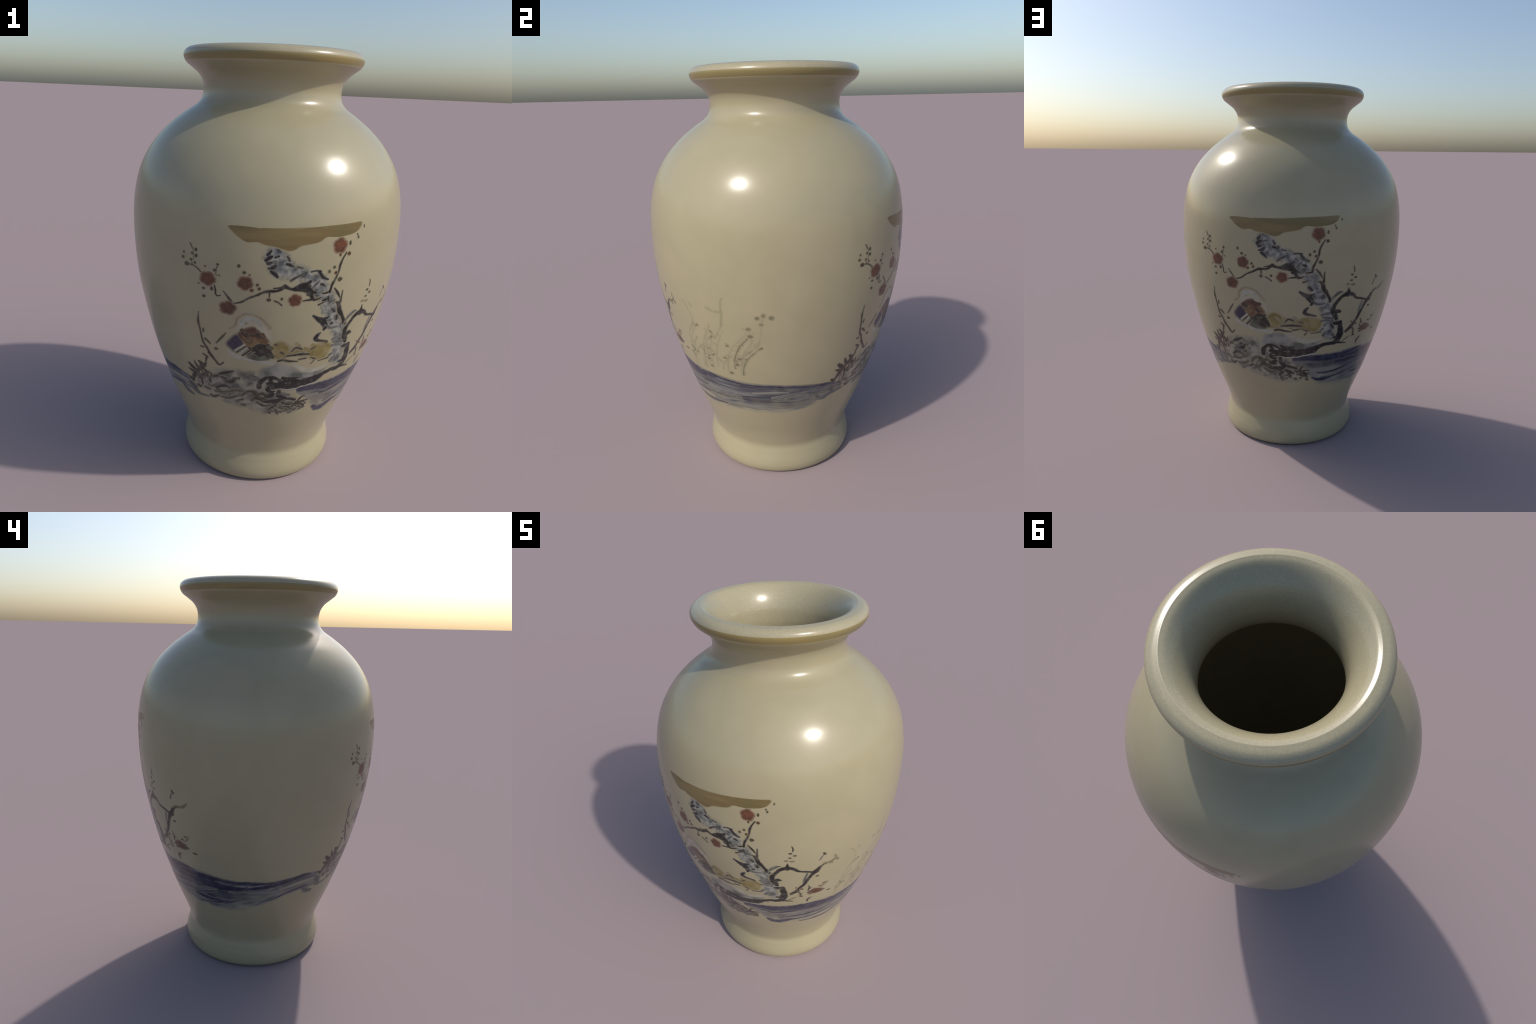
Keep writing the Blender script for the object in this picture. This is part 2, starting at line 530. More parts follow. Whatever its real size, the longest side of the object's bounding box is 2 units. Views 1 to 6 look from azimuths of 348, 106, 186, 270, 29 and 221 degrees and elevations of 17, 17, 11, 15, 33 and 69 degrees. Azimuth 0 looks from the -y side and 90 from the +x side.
def paint_scene(parent, side):
    def brush(name, ink, *points, **how):
        return stroke(name, ink, points, parent, side, **how)

    def wash(name, ink, *outline, **how):
        return patch(name, ink, outline, parent, side, **how)

    # soft washes: bank, rocks and snow light
    wash("rock_wash", "rock", (-0.365, 0.585), (-0.33, 0.645), (-0.27, 0.69), (-0.18, 0.70), (-0.09, 0.68), (-0.02, 0.63), (0.03, 0.56), (0.085, 0.48), (0.04, 0.440), (-0.06, 0.440), (-0.16, 0.475), (-0.26, 0.50), (-0.33, 0.53), lift=0.0004, feather=0.020, jag=0.015)

    # gilt cloud and grey bank
    wash("gilt_cloud", "gold", (-0.275, 1.338), (-0.212, 1.340), (-0.157, 1.336), (-0.158, 1.338), (-0.061, 1.340), (0.028, 1.343), (0.111, 1.347), (0.190, 1.350), (0.250, 1.353), (0.255, 1.346), (0.241, 1.324), (0.217, 1.310), (0.182, 1.304), (0.147, 1.301), (0.098, 1.304), (0.072, 1.288), (0.047, 1.281), (-0.005, 1.272), (-0.028, 1.258), (-0.051, 1.252), (-0.070, 1.256), (-0.105, 1.267), (-0.134, 1.272), (-0.154, 1.277), (-0.170, 1.284), (-0.210, 1.281), (-0.242, 1.299), (-0.265, 1.320), lift=0.0008, feather=0.004)
    wash("bank", "grey", (-0.129, 0.685), (-0.102, 0.727), (-0.051, 0.743), (0.006, 0.729), (0.051, 0.696), (0.107, 0.674), (0.156, 0.680), (0.179, 0.693), (0.155, 0.659), (0.101, 0.640), (0.041, 0.639), (-0.030, 0.658), (-0.096, 0.667), (-0.121, 0.663), lift=0.0006, feather=0.016)

    # snow lying along the bank
    brush("snow_edge", "white", (-0.256, 0.794, 0.009), (-0.225, 0.77, 0.012), (-0.18, 0.76, 0.014), (-0.138, 0.751, 0.014), (-0.075, 0.744, 0.013), lift=0.0009, feather=0.007)
    brush("snow_edge", "white", (-0.167, 0.759, 0.011), (-0.125, 0.752, 0.013), (-0.068, 0.749, 0.010), lift=0.0009, feather=0.007)
    brush("snow_edge", "white", (0.011, 0.739, 0.009), (0.054, 0.71, 0.014), (0.099, 0.692, 0.016), (0.15, 0.696, 0.011), (0.181, 0.706, 0.005), lift=0.0009, feather=0.007)

    # old plum tree: pale trunk
    brush("tree_trunk", "snow", (-0.099, 1.265, 0.057), (-0.1, 1.237, 0.083), (-0.093, 1.209, 0.093), (-0.058, 1.181, 0.078), (0.016, 1.153, 0.059), (0.075, 1.111, 0.084), lift=0.0005, feather=0.014, rough=0.25)
    brush("tree_trunk", "snow", (0.085, 1.094, 0.085), (0.126, 1.049, 0.070), (0.14, 1.012, 0.062), (0.161, 0.956, 0.078), (0.196, 0.899, 0.072), (0.218, 0.846, 0.064), (0.217, 0.797, 0.065), (0.216, 0.75, 0.068), (0.224, 0.716, 0.055), lift=0.0005, feather=0.014, rough=0.25)

    # rocks of the left bank
    brush("rock_mark", "slate", (-0.399, 0.551, 0.012), (-0.383, 0.538, 0.023), (-0.369, 0.508, 0.019), (-0.354, 0.494, 0.013), (-0.333, 0.494, 0.010), (-0.312, 0.499, 0.005), under="rock", feather=0.005)
    brush("rock_mark", "slate", (-0.418, 0.499, 0.009), (-0.397, 0.475, 0.016), (-0.375, 0.466, 0.008), under="rock", feather=0.005)
    brush("rock_mark", "olive", (-0.36, 0.55, 0.011), (-0.35, 0.546, 0.015), under="rock", feather=0.005)
    brush("rock_mark", "brown", (-0.332, 0.552, 0.010), (-0.315, 0.548, 0.012), under="rock", feather=0.005)
    brush("rock_mark", "ink", (-0.28, 0.658, 0.011), (-0.259, 0.67, 0.018), (-0.229, 0.687, 0.006), under="rock", feather=0.005)
    brush("rock_mark", "brown", (-0.301, 0.636, 0.013), (-0.288, 0.644, 0.014), under="rock", feather=0.005)
    brush("rock_mark", "slate", (-0.327, 0.618, 0.008), (-0.309, 0.626, 0.011), under="rock", feather=0.005)
    brush("rock_mark", "ink", (-0.253, 0.624, 0.011), (-0.234, 0.625, 0.027), (-0.218, 0.643, 0.011), under="rock", feather=0.005)
    brush("rock_mark", "ink", (-0.289, 0.569, 0.010), (-0.271, 0.588, 0.018), (-0.251, 0.593, 0.018), (-0.235, 0.583, 0.007), under="rock", feather=0.005)
    brush("rock_mark", "brown", (-0.284, 0.561, 0.010), (-0.272, 0.559, 0.008), under="rock", feather=0.005)
    brush("rock_mark", "olive", (-0.307, 0.516, 0.007), (-0.296, 0.506, 0.015), (-0.273, 0.524, 0.007), under="rock", feather=0.005)
    brush("rock_mark", "olive", (-0.262, 0.52, 0.008), (-0.233, 0.521, 0.015), (-0.201, 0.543, 0.008), under="rock", feather=0.005)
    brush("rock_mark", "olive", (-0.292, 0.545, 0.007), (-0.256, 0.551, 0.012), (-0.202, 0.582, 0.007), under="rock", feather=0.005)
    brush("rock_mark", "olive", (-0.184, 0.545, 0.008), (-0.164, 0.575, 0.015), (-0.136, 0.579, 0.016), (-0.115, 0.564, 0.017), under="rock", feather=0.005)
    brush("rock_mark", "olive", (-0.137, 0.526, 0.017), (-0.118, 0.548, 0.019), (-0.104, 0.543, 0.011), under="rock", feather=0.005)
    brush("rock_mark", "olive", (-0.2, 0.511, 0.006), (-0.176, 0.527, 0.011), under="rock", feather=0.005)
    brush("rock_mark", "olive", (-0.228, 0.647, 0.005), (-0.202, 0.651, 0.011), under="rock", feather=0.005)
    flecks = Heap()
    for _ in range(12):
        x = rnd.uniform(-0.33, 0.06)
        z = rnd.uniform(0.455 + 0.10 * max(0, -x - 0.1), 0.65 - 0.6 * max(0, x))
        lean, reach, w = rnd.gauss(0.15, 0.5), rnd.uniform(0.006, 0.022), rnd.uniform(0.007, 0.015)
        ink = rnd.choices(("slate", "olive", "brown", "grey", "tan"), (2, 2, 1, 1.6, 1.2))[0]
        brush("rock_fleck", ink, (x - reach, z - lean * reach, w * 0.5), (x, z, w), (x + reach, z + lean * reach, w * 0.4), under="rock", lift=0.0008, feather=0.009, heap=flecks)
    flecks.build("rock_fleck", parent)

    # grass tuft on the left
    brush("needle_leaf", "brown", (-0.402, 0.667, 0.012), (-0.388, 0.652, 0.019), (-0.371, 0.636, 0.020))
    brush("needle_leaf", "brown", (-0.383, 0.691, 0.007), (-0.373, 0.671, 0.014), (-0.362, 0.656, 0.017))
    brush("needle_leaf", "brown", (-0.365, 0.7, 0.011), (-0.353, 0.687, 0.018), (-0.35, 0.664, 0.017))
    brush("needle_leaf", "brown", (-0.338, 0.7, 0.011), (-0.347, 0.678, 0.020), (-0.36, 0.651, 0.017))
    brush("needle_leaf", "brown", (-0.4, 0.634, 0.009), (-0.385, 0.627, 0.018), (-0.371, 0.625, 0.017))
    brush("needle_leaf", "brown", (-0.364, 0.651, 0.017), (-0.375, 0.617, 0.021), (-0.382, 0.577, 0.012))
    brush("needle_leaf", "brown", (-0.358, 0.627, 0.009), (-0.348, 0.593, 0.012), (-0.342, 0.558, 0.008))
    brush("needle_leaf", "brown", (-0.339, 0.66, 0.013), (-0.331, 0.648, 0.018), (-0.327, 0.629, 0.008))
    brush("needle_leaf", "brown", (-0.396, 0.58, 0.012), (-0.381, 0.567, 0.015))
    brush("needle_leaf", "mauve", (-0.367, 0.602, 0.011), (-0.359, 0.572, 0.015), (-0.357, 0.555, 0.007))
    for _ in range(34):
        x, z = rnd.uniform(-0.362, -0.306), rnd.uniform(0.590, 0.662)
        lean, reach, w = rnd.gauss(1.9, 0.45), rnd.uniform(0.010, 0.022), rnd.uniform(0.006, 0.011)
        brush("needle_leaf", rnd.choice(("brown", "brown", "ink", "olive")), (x, z, w), (x + 0.6 * reach * math.cos(lean), z + reach * math.sin(lean), w * 0.4))

    # budding stem on the left
    brush("stem", "brown", (-0.376, 0.959, 0.003), (-0.376, 0.936, 0.005), (-0.376, 0.913, 0.010), (-0.367, 0.875, 0.007), (-0.355, 0.818, 0.009), (-0.338, 0.788, 0.010), (-0.321, 0.755, 0.012), (-0.303, 0.73, 0.012))
    brush("stem", "brown", (-0.328, 0.762, 0.012), (-0.302, 0.728, 0.010), (-0.285, 0.709, 0.011), (-0.269, 0.728, 0.005))
    brush("stem", "olive", (-0.355, 0.882, 0.007), (-0.354, 0.866, 0.009))
    brush("stem", "olive", (-0.346, 0.832, 0.010), (-0.335, 0.822, 0.010), (-0.325, 0.81, 0.005))
    brush("stem", "brown", (-0.362, 0.786, 0.007), (-0.351, 0.786, 0.009))
    brush("stem", "olive", (-0.269, 0.882, 0.005), (-0.284, 0.855, 0.010), (-0.303, 0.822, 0.006))
    brush("stem", "brown", (-0.35, 0.748, 0.008), (-0.334, 0.738, 0.012))
    brush("stem", "brown", (-0.336, 0.731, 0.011), (-0.339, 0.71, 0.008))

    # exposed roots, knotted where they reach the shore
    brush("root", "ink", (0.241, 0.788, 0.015), (0.258, 0.787, 0.021), (0.273, 0.79, 0.018), under="rock")
    brush("root", "ink", (0.271, 0.789, 0.021), (0.273, 0.757, 0.025), (0.271, 0.722, 0.030), (0.264, 0.689, 0.027), (0.24, 0.669, 0.024), (0.201, 0.668, 0.019), (0.168, 0.658, 0.024), (0.145, 0.644, 0.036), (0.114, 0.632, 0.045), (0.067, 0.625, 0.042), (0.033, 0.619, 0.041), (-0.002, 0.616, 0.038), (-0.033, 0.619, 0.032), (-0.056, 0.607, 0.021), under="rock")
    brush("root", "ink", (0.239, 0.702, 0.012), (0.261, 0.701, 0.018), under="rock")
    brush("root", "ink", (0.24, 0.667, 0.015), (0.268, 0.666, 0.011), (0.302, 0.656, 0.004), under="rock")
    brush("root", "ink", (-0.117, 0.606, 0.018), (-0.116, 0.636, 0.022), (-0.103, 0.655, 0.019), (-0.085, 0.667, 0.016), (-0.061, 0.665, 0.016), (-0.031, 0.65, 0.012), under="rock")
    brush("root", "ink", (-0.073, 0.656, 0.018), (-0.069, 0.623, 0.023), (-0.079, 0.595, 0.020), (-0.073, 0.585, 0.012), under="rock")
    brush("root", "ink", (-0.021, 0.663, 0.017), (0.002, 0.652, 0.026), (0.027, 0.657, 0.016), (0.045, 0.66, 0.008), under="rock")
    brush("root", "ink", (-0.08, 0.553, 0.018), (-0.063, 0.557, 0.033), (-0.054, 0.569, 0.018), under="rock")
    brush("root", "ink", (-0.029, 0.587, 0.018), (-0.025, 0.558, 0.024), (-0.002, 0.542, 0.020), (0.02, 0.534, 0.016), (0.053, 0.522, 0.014), under="rock")
    brush("root", "ink", (-0.085, 0.52, 0.013), (-0.056, 0.521, 0.025), (-0.029, 0.523, 0.025), (-0.006, 0.536, 0.015), under="rock")
    brush("root", "ink", (-0.003, 0.512, 0.012), (0.02, 0.499, 0.017), (0.036, 0.493, 0.006), under="rock")
    brush("root", "ink", (-0.076, 0.592, 0.018), (-0.06, 0.582, 0.015), (-0.049, 0.585, 0.009), under="rock")
    brush("root", "olive", (-0.142, 0.578, 0.015), (-0.119, 0.564, 0.018), (-0.1, 0.572, 0.015), (-0.079, 0.557, 0.015), under="rock")
    brush("root", "olive", (-0.133, 0.54, 0.015), (-0.109, 0.539, 0.021), (-0.088, 0.52, 0.015), under="rock")
    brush("root", "olive", (-0.116, 0.515, 0.012), (-0.084, 0.494, 0.013), (-0.053, 0.497, 0.009), under="rock")
    brush("root", "ink", (-0.079, 0.632, 0.020), (-0.052, 0.629, 0.029), (-0.022, 0.63, 0.038), (0.019, 0.633, 0.043), (0.057, 0.627, 0.039), under="rock")
    brush("root", "olive", (-0.136, 0.563, 0.011), (-0.114, 0.545, 0.021), (-0.089, 0.537, 0.019), (-0.073, 0.527, 0.014), under="rock")
    brush("root", "slate", (-0.044, 0.566, 0.009), (-0.017, 0.564, 0.014), (0.021, 0.557, 0.012), under="rock")
    brush("root", "white", (-0.056, 0.642, 0.007), (-0.043, 0.64, 0.010), under="rock")
    brush("root", "white", (-0.087, 0.642, 0.006), (-0.074, 0.647, 0.004), under="rock")
    brush("root", "white", (-0.067, 0.607, 0.007), (-0.056, 0.609, 0.008), under="rock")
    brush("root", "white", (-0.006, 0.632, 0.005), (0.014, 0.632, 0.006), under="rock")
    brush("root", "white", (-0.016, 0.593, 0.006), (0.016, 0.593, 0.009), (0.048, 0.594, 0.010), (0.085, 0.603, 0.009), (0.123, 0.612, 0.008), (0.156, 0.615, 0.006), under="rock")
    knots = Heap()
    for _ in range(34):
        x = rnd.uniform(-0.06, 0.11)
        z = rnd.uniform(0.445, 0.515) - 0.12 * max(0, x - 0.05)
        lean, reach, w = rnd.gauss(-0.2, 0.7), rnd.uniform(0.004, 0.013), rnd.uniform(0.005, 0.010)
        brush("root_knot", rnd.choice(("ink", "ink", "olive", "brown")), (x - reach, z - lean * reach, w * 0.6), (x, z, w), (x + reach, z + lean * reach, w * 0.5), under="rock", lift=0.0012, feather=0.005, heap=knots)
    knots.build("root_knot", parent)

    # grass at the shore
    brush("grass_blade", "ink", (0.068, 0.506, 0.010), (0.08, 0.53, 0.011), (0.097, 0.54, 0.006))
    brush("grass_blade", "ink", (0.068, 0.502, 0.010), (0.095, 0.507, 0.011), (0.119, 0.507, 0.006))
    brush("grass_blade", "ink", (0.061, 0.485, 0.007), (0.079, 0.496, 0.010), (0.103, 0.473, 0.011))
    brush("grass_blade", "ink", (0.062, 0.48, 0.006), (0.082, 0.469, 0.007), (0.104, 0.471, 0.007))

    # hollows and cracks of the bark
    brush("bark_mark", "ink", (0.07, 0.974, 0.009), (0.093, 0.957, 0.019), (0.116, 0.942, 0.029), (0.132, 0.917, 0.023), (0.127, 0.901, 0.011), under="snow")
    brush("bark_mark", "ink", (0.108, 0.95, 0.017), (0.128, 0.955, 0.013), (0.144, 0.961, 0.005), under="snow")
    brush("bark_mark", "slate", (0.131, 0.922, 0.013), (0.158, 0.904, 0.011), (0.193, 0.905, 0.006), under="snow")
    brush("bark_mark", "ink", (0.114, 0.887, 0.006), (0.101, 0.875, 0.016), (0.095, 0.859, 0.019), (0.107, 0.849, 0.013), under="snow")
    brush("bark_mark", "brown", (0.099, 0.854, 0.013), (0.125, 0.845, 0.012), (0.151, 0.838, 0.008), under="snow")
    brush("bark_mark", "slate", (0.184, 0.828, 0.009), (0.226, 0.819, 0.010), (0.258, 0.825, 0.008), under="snow")
    brush("bark_mark", "slate", (0.176, 0.806, 0.007), (0.201, 0.81, 0.009), (0.23, 0.799, 0.007), under="snow")
    brush("bark_mark", "slate", (0.177, 0.84, 0.007), (0.199, 0.848, 0.010), (0.225, 0.849, 0.007), under="snow")
    brush("bark_mark", "ink", (-0.132, 1.237, 0.012), (-0.127, 1.242, 0.013), (-0.119, 1.253, 0.007), under="snow")
    brush("bark_mark", "ink", (-0.136, 1.214, 0.015), (-0.124, 1.225, 0.017), (-0.114, 1.231, 0.007), under="snow")
    brush("bark_mark", "ink", (-0.13, 1.202, 0.012), (-0.123, 1.203, 0.013), (-0.114, 1.207, 0.006), under="snow")
    brush("bark_mark", "ink", (-0.114, 1.188, 0.008), (-0.1, 1.196, 0.007), under="snow")
    brush("bark_mark", "ink", (-0.127, 1.182, 0.007), (-0.107, 1.184, 0.010), (-0.096, 1.196, 0.005), under="snow")
    brush("bark_mark", "ink", (-0.116, 1.17, 0.012), (-0.101, 1.16, 0.016), (-0.09, 1.147, 0.008), under="snow")
    brush("bark_mark", "ink", (-0.103, 1.227, 0.008), (-0.09, 1.232, 0.008), under="snow")
    brush("bark_mark", "slate", (-0.111, 1.209, 0.007), (-0.099, 1.211, 0.006), under="snow")
    brush("bark_mark", "ink", (-0.058, 1.232, 0.005), (-0.053, 1.224, 0.008), (-0.048, 1.214, 0.007), under="snow")
    brush("bark_mark", "ink", (-0.058, 1.201, 0.010), (-0.045, 1.198, 0.012), (-0.03, 1.19, 0.005), under="snow")
    brush("bark_mark", "olive", (-0.016, 1.189, 0.006), (0.005, 1.184, 0.005), under="snow")
    brush("bark_mark", "ink", (0.041, 1.168, 0.006), (0.061, 1.171, 0.005), (0.081, 1.168, 0.008), under="snow")
    brush("bark_mark", "ink", (0.075, 1.165, 0.010), (0.087, 1.147, 0.015), (0.101, 1.137, 0.010), (0.116, 1.131, 0.006), under="snow")
    brush("bark_mark", "brown", (-0.038, 1.133, 0.008), (-0.014, 1.149, 0.009), (0.013, 1.162, 0.004), under="snow")
    brush("bark_mark", "slate", (0.05, 1.143, 0.012), (0.06, 1.133, 0.014), under="snow")
    brush("bark_mark", "ink", (0.086, 1.113, 0.008), (0.096, 1.11, 0.013), (0.104, 1.104, 0.006), under="snow")
    brush("bark_mark", "ink", (-0.024, 1.098, 0.012), (-0, 1.106, 0.022), (0.022, 1.114, 0.022), (0.043, 1.128, 0.010), under="snow")
    brush("bark_mark", "slate", (0.051, 1.097, 0.008), (0.066, 1.114, 0.009), (0.079, 1.127, 0.006), under="snow")
    brush("bark_mark", "ink", (0.031, 1.101, 0.010), (0.042, 1.11, 0.010), under="snow")
    brush("bark_mark", "ink", (0.038, 1.074, 0.018), (0.05, 1.084, 0.012), (0.068, 1.076, 0.012), under="snow")
    brush("bark_mark", "slate", (0.063, 1.073, 0.008), (0.082, 1.076, 0.012), (0.099, 1.086, 0.008), under="snow")
    brush("bark_mark", "slate", (0.189, 0.722, 0.014), (0.197, 0.737, 0.014), (0.209, 0.745, 0.007), under="snow")
    brush("bark_mark", "slate", (0.164, 0.744, 0.007), (0.186, 0.763, 0.009), under="snow")
    flecks = Heap()
    spine = catmull([(-0.104, 1.262), (-0.095, 1.205), (-0.050, 1.176), (0.020, 1.150), (0.080, 1.105), (0.125, 1.050), (0.142, 1.005), (0.165, 0.950), (0.200, 0.895), (0.216, 0.830), (0.217, 0.760), (0.224, 0.715)], 0.004)
    for _ in range(16):
        i = rnd.randrange(1, len(spine) - 1)
        dx, dz = spine[i + 1][0] - spine[i - 1][0], spine[i + 1][1] - spine[i - 1][1]
        k = math.hypot(dx, dz)
        off, reach, w = rnd.uniform(-0.032, 0.032), rnd.uniform(0.006, 0.018), rnd.uniform(0.006, 0.014)
        turn = rnd.choice((rnd.gauss(0, 0.4), rnd.gauss(1.0, 0.5)))
        tx, tz = (dx * math.cos(turn) - dz * math.sin(turn)) / k, (dx * math.sin(turn) + dz * math.cos(turn)) / k
        x, z = spine[i][0] - dz / k * off, spine[i][1] + dx / k * off
        ink = rnd.choices(("slate", "ink", "grey", "green", "tan"), (1.6, 2.4, 1.0, 1.2, 0.8))[0]
        brush("bark_fleck", ink, (x - tx * reach, z - tz * reach, w * 0.5), (x, z, w), (x + tx * reach, z + tz * reach, w * 0.4), under="snow", lift=0.0008, feather=0.008, heap=flecks)
    flecks.build("bark_fleck", parent)

    # branches
    brush("branch", "ink", (0.13, 1.076, 0.012), (0.136, 1.105, 0.012), (0.151, 1.136, 0.010), (0.16, 1.163, 0.009), (0.165, 1.19, 0.011), (0.172, 1.208, 0.009), (0.188, 1.236, 0.006))
    brush("branch", "ink", (0.15, 1.089, 0.007), (0.168, 1.066, 0.012), (0.179, 1.045, 0.006))
    brush("branch", "ink", (0.19, 1.074, 0.005), (0.187, 1.044, 0.009), (0.185, 1.022, 0.015))
    brush("branch", "ink", (0.168, 1.024, 0.013), (0.18, 1.011, 0.021), (0.189, 0.98, 0.024), (0.203, 0.958, 0.017), (0.216, 0.93, 0.019), (0.217, 0.912, 0.011))
    brush("branch", "ink", (0.251, 0.811, 0.018), (0.239, 0.846, 0.029), (0.235, 0.875, 0.023), (0.254, 0.91, 0.018), (0.278, 0.936, 0.020), (0.306, 0.949, 0.022), (0.333, 0.937, 0.019), (0.35, 0.917, 0.013), (0.377, 0.907, 0.013), (0.403, 0.895, 0.014), (0.413, 0.895, 0.023))
    brush("branch", "ink", (0.242, 0.846, 0.017), (0.258, 0.855, 0.026), (0.27, 0.852, 0.014))
    brush("branch", "ink", (0.305, 0.942, 0.025), (0.309, 0.96, 0.017), (0.309, 0.98, 0.005))
    brush("branch", "slate", (0.224, 0.922, 0.008), (0.247, 0.947, 0.017), (0.268, 0.961, 0.014), (0.28, 0.961, 0.006))
    brush("branch", "ink", (0.298, 0.728, 0.009), (0.331, 0.761, 0.014), (0.36, 0.802, 0.015), (0.377, 0.839, 0.015), (0.397, 0.877, 0.017), (0.411, 0.896, 0.022), (0.432, 0.93, 0.013), (0.448, 0.943, 0.011))
    brush("branch", "ink", (-0.245, 1.025, 0.005), (-0.219, 1.034, 0.008), (-0.191, 1.055, 0.009), (-0.16, 1.07, 0.010), (-0.132, 1.085, 0.013), (-0.092, 1.089, 0.012))
    brush("branch", "ink", (-0.115, 1.087, 0.011), (-0.086, 1.091, 0.012), (-0.061, 1.106, 0.017), (-0.033, 1.099, 0.013), (-0.004, 1.098, 0.026), (0.025, 1.097, 0.032), (0.044, 1.086, 0.024), (0.054, 1.061, 0.018), (0.064, 1.046, 0.012))
    brush("branch", "ink", (-0.102, 1.1, 0.005), (-0.077, 1.104, 0.009), (-0.058, 1.112, 0.014))
    brush("branch", "ink", (0.017, 1.045, 0.005), (0.046, 1.049, 0.010), (0.073, 1.048, 0.011), (0.092, 1.054, 0.007))
    brush("branch", "ink", (0.087, 1.023, 0.009), (0.108, 1.032, 0.006))
    brush("branch", "slate", (0.138, 1.015, 0.005), (0.164, 1.027, 0.007))
    brush("branch", "ink", (0.098, 1.072, 0.007), (0.116, 1.073, 0.011), (0.131, 1.077, 0.009))
    brush("branch", "slate", (0.381, 0.894, 0.007), (0.369, 0.854, 0.012), (0.361, 0.824, 0.007))

    # twigs
    brush("twig", "faded", (0.448, 0.943, 0.013), (0.466, 0.947, 0.013), (0.481, 0.96, 0.010), (0.489, 0.973, 0.006), feather=0.002)
    brush("twig", "faded", (0.331, 0.761, 0.010), (0.339, 0.724, 0.012), (0.341, 0.699, 0.006), feather=0.002)
    brush("twig", "faded", (0.38, 0.777, 0.007), (0.389, 0.762, 0.005), feather=0.002)
    brush("twig", "faded", (0.423, 0.755, 0.004), (0.437, 0.768, 0.007), (0.45, 0.792, 0.004), feather=0.002)
    brush("twig", "faded", (0.362, 0.65, 0.005), (0.379, 0.674, 0.008), feather=0.002)
    brush("twig", "faded", (0.33, 0.709, 0.005), (0.348, 0.727, 0.007), feather=0.002)
    brush("twig", "olive", (0.446, 1.025, 0.006), (0.449, 1.01, 0.011), (0.455, 1.014, 0.004), feather=0.002)
    brush("twig", "ink", (0.331, 1.095, 0.004), (0.335, 1.078, 0.006), (0.334, 1.062, 0.005), feather=0.002)
    brush("twig", "olive", (-0.411, 1.249, 0.005), (-0.404, 1.234, 0.005), (-0.399, 1.222, 0.002), feather=0.002)
    brush("twig", "olive", (-0.423, 1.164, 0.010), (-0.406, 1.161, 0.006), (-0.394, 1.158, 0.006), (-0.379, 1.147, 0.007), (-0.369, 1.135, 0.008), feather=0.002)
    brush("twig", "olive", (-0.406, 1.181, 0.003), (-0.402, 1.161, 0.003), feather=0.002)
    brush("twig", "olive", (-0.399, 1.221, 0.002), (-0.397, 1.183, 0.002), feather=0.002)
    brush("twig", "olive", (-0.315, 1.132, 0.003), (-0.317, 1.151, 0.004), (-0.311, 1.177, 0.003), feather=0.002)
    brush("twig", "ink", (-0.321, 1.091, 0.005), (-0.316, 1.072, 0.007), (-0.315, 1.054, 0.006), (-0.31, 1.047, 0.007), (-0.296, 1.052, 0.003), feather=0.002)
    brush("twig", "brown", (-0.287, 1.072, 0.004), (-0.27, 1.049, 0.008), (-0.251, 1.024, 0.009), feather=0.002)
    brush("twig", "brown", (-0.116, 1.079, 0.008), (-0.116, 1.062, 0.006), feather=0.002)
    brush("twig", "brown", (-0.094, 1.047, 0.008), (-0.08, 1.04, 0.007), (-0.065, 1.028, 0.007), feather=0.002)
    brush("twig", "brown", (0.346, 0.777, 0.010), (0.329, 0.747, 0.012), (0.301, 0.72, 0.006), feather=0.002)
    brush("twig", "brown", (0.333, 0.742, 0.007), (0.34, 0.715, 0.009), (0.335, 0.69, 0.006), feather=0.002)
    brush("twig", "brown", (0.378, 0.763, 0.007), (0.372, 0.742, 0.007), feather=0.002)
    brush("twig", "brown", (0.372, 0.671, 0.006), (0.361, 0.656, 0.010), (0.357, 0.633, 0.004), feather=0.002)
    brush("twig", "slate", (0.444, 1.009, 0.004), (0.436, 0.993, 0.006), (0.43, 0.977, 0.006), feather=0.002)
    brush("twig", "faded", (0.43, 0.932, 0.010), (0.457, 0.945, 0.008), (0.475, 0.956, 0.005), feather=0.002)
    brush("twig", "olive", (0.377, 0.787, 0.005), (0.381, 0.76, 0.009), feather=0.002)
    brush("twig", "faded", (0.28, 0.67, 0.007), (0.303, 0.684, 0.010), (0.325, 0.698, 0.005), feather=0.002)

    # drake and hen
    wash("duck_head", "cream", (-0.229, 0.939), (-0.218, 0.962), (-0.200, 0.976), (-0.161, 0.970), (-0.130, 0.949), (-0.104, 0.908), (-0.096, 0.863), (-0.120, 0.878), (-0.152, 0.906), (-0.201, 0.906), (-0.224, 0.895), lift=0.0007, feather=0.010)
    wash("duck_body", "brown", (-0.250, 0.842), (-0.229, 0.876), (-0.196, 0.914), (-0.157, 0.922), (-0.121, 0.888), (-0.094, 0.843), (-0.078, 0.786), (-0.099, 0.764), (-0.139, 0.756), (-0.186, 0.778), (-0.223, 0.797), lift=0.0008, feather=0.008)
    wash("duck_breast", "violet", (-0.266, 0.828), (-0.253, 0.857), (-0.231, 0.882), (-0.212, 0.869), (-0.197, 0.840), (-0.201, 0.824), (-0.227, 0.795), (-0.248, 0.805), lift=0.0009, feather=0.007)
    wash("duck_back", "rust", (-0.227, 0.882), (-0.213, 0.902), (-0.192, 0.919), (-0.162, 0.926), (-0.144, 0.904), (-0.125, 0.895), (-0.098, 0.854), (-0.114, 0.840), (-0.143, 0.842), (-0.165, 0.820), (-0.194, 0.828), (-0.211, 0.854), lift=0.0009, feather=0.007)
    wash("duck_wing", "soot", (-0.171, 0.821), (-0.139, 0.850), (-0.108, 0.843), (-0.087, 0.820), (-0.070, 0.775), (-0.083, 0.772), (-0.104, 0.794), (-0.133, 0.794), (-0.157, 0.798), lift=0.0009, feather=0.007)
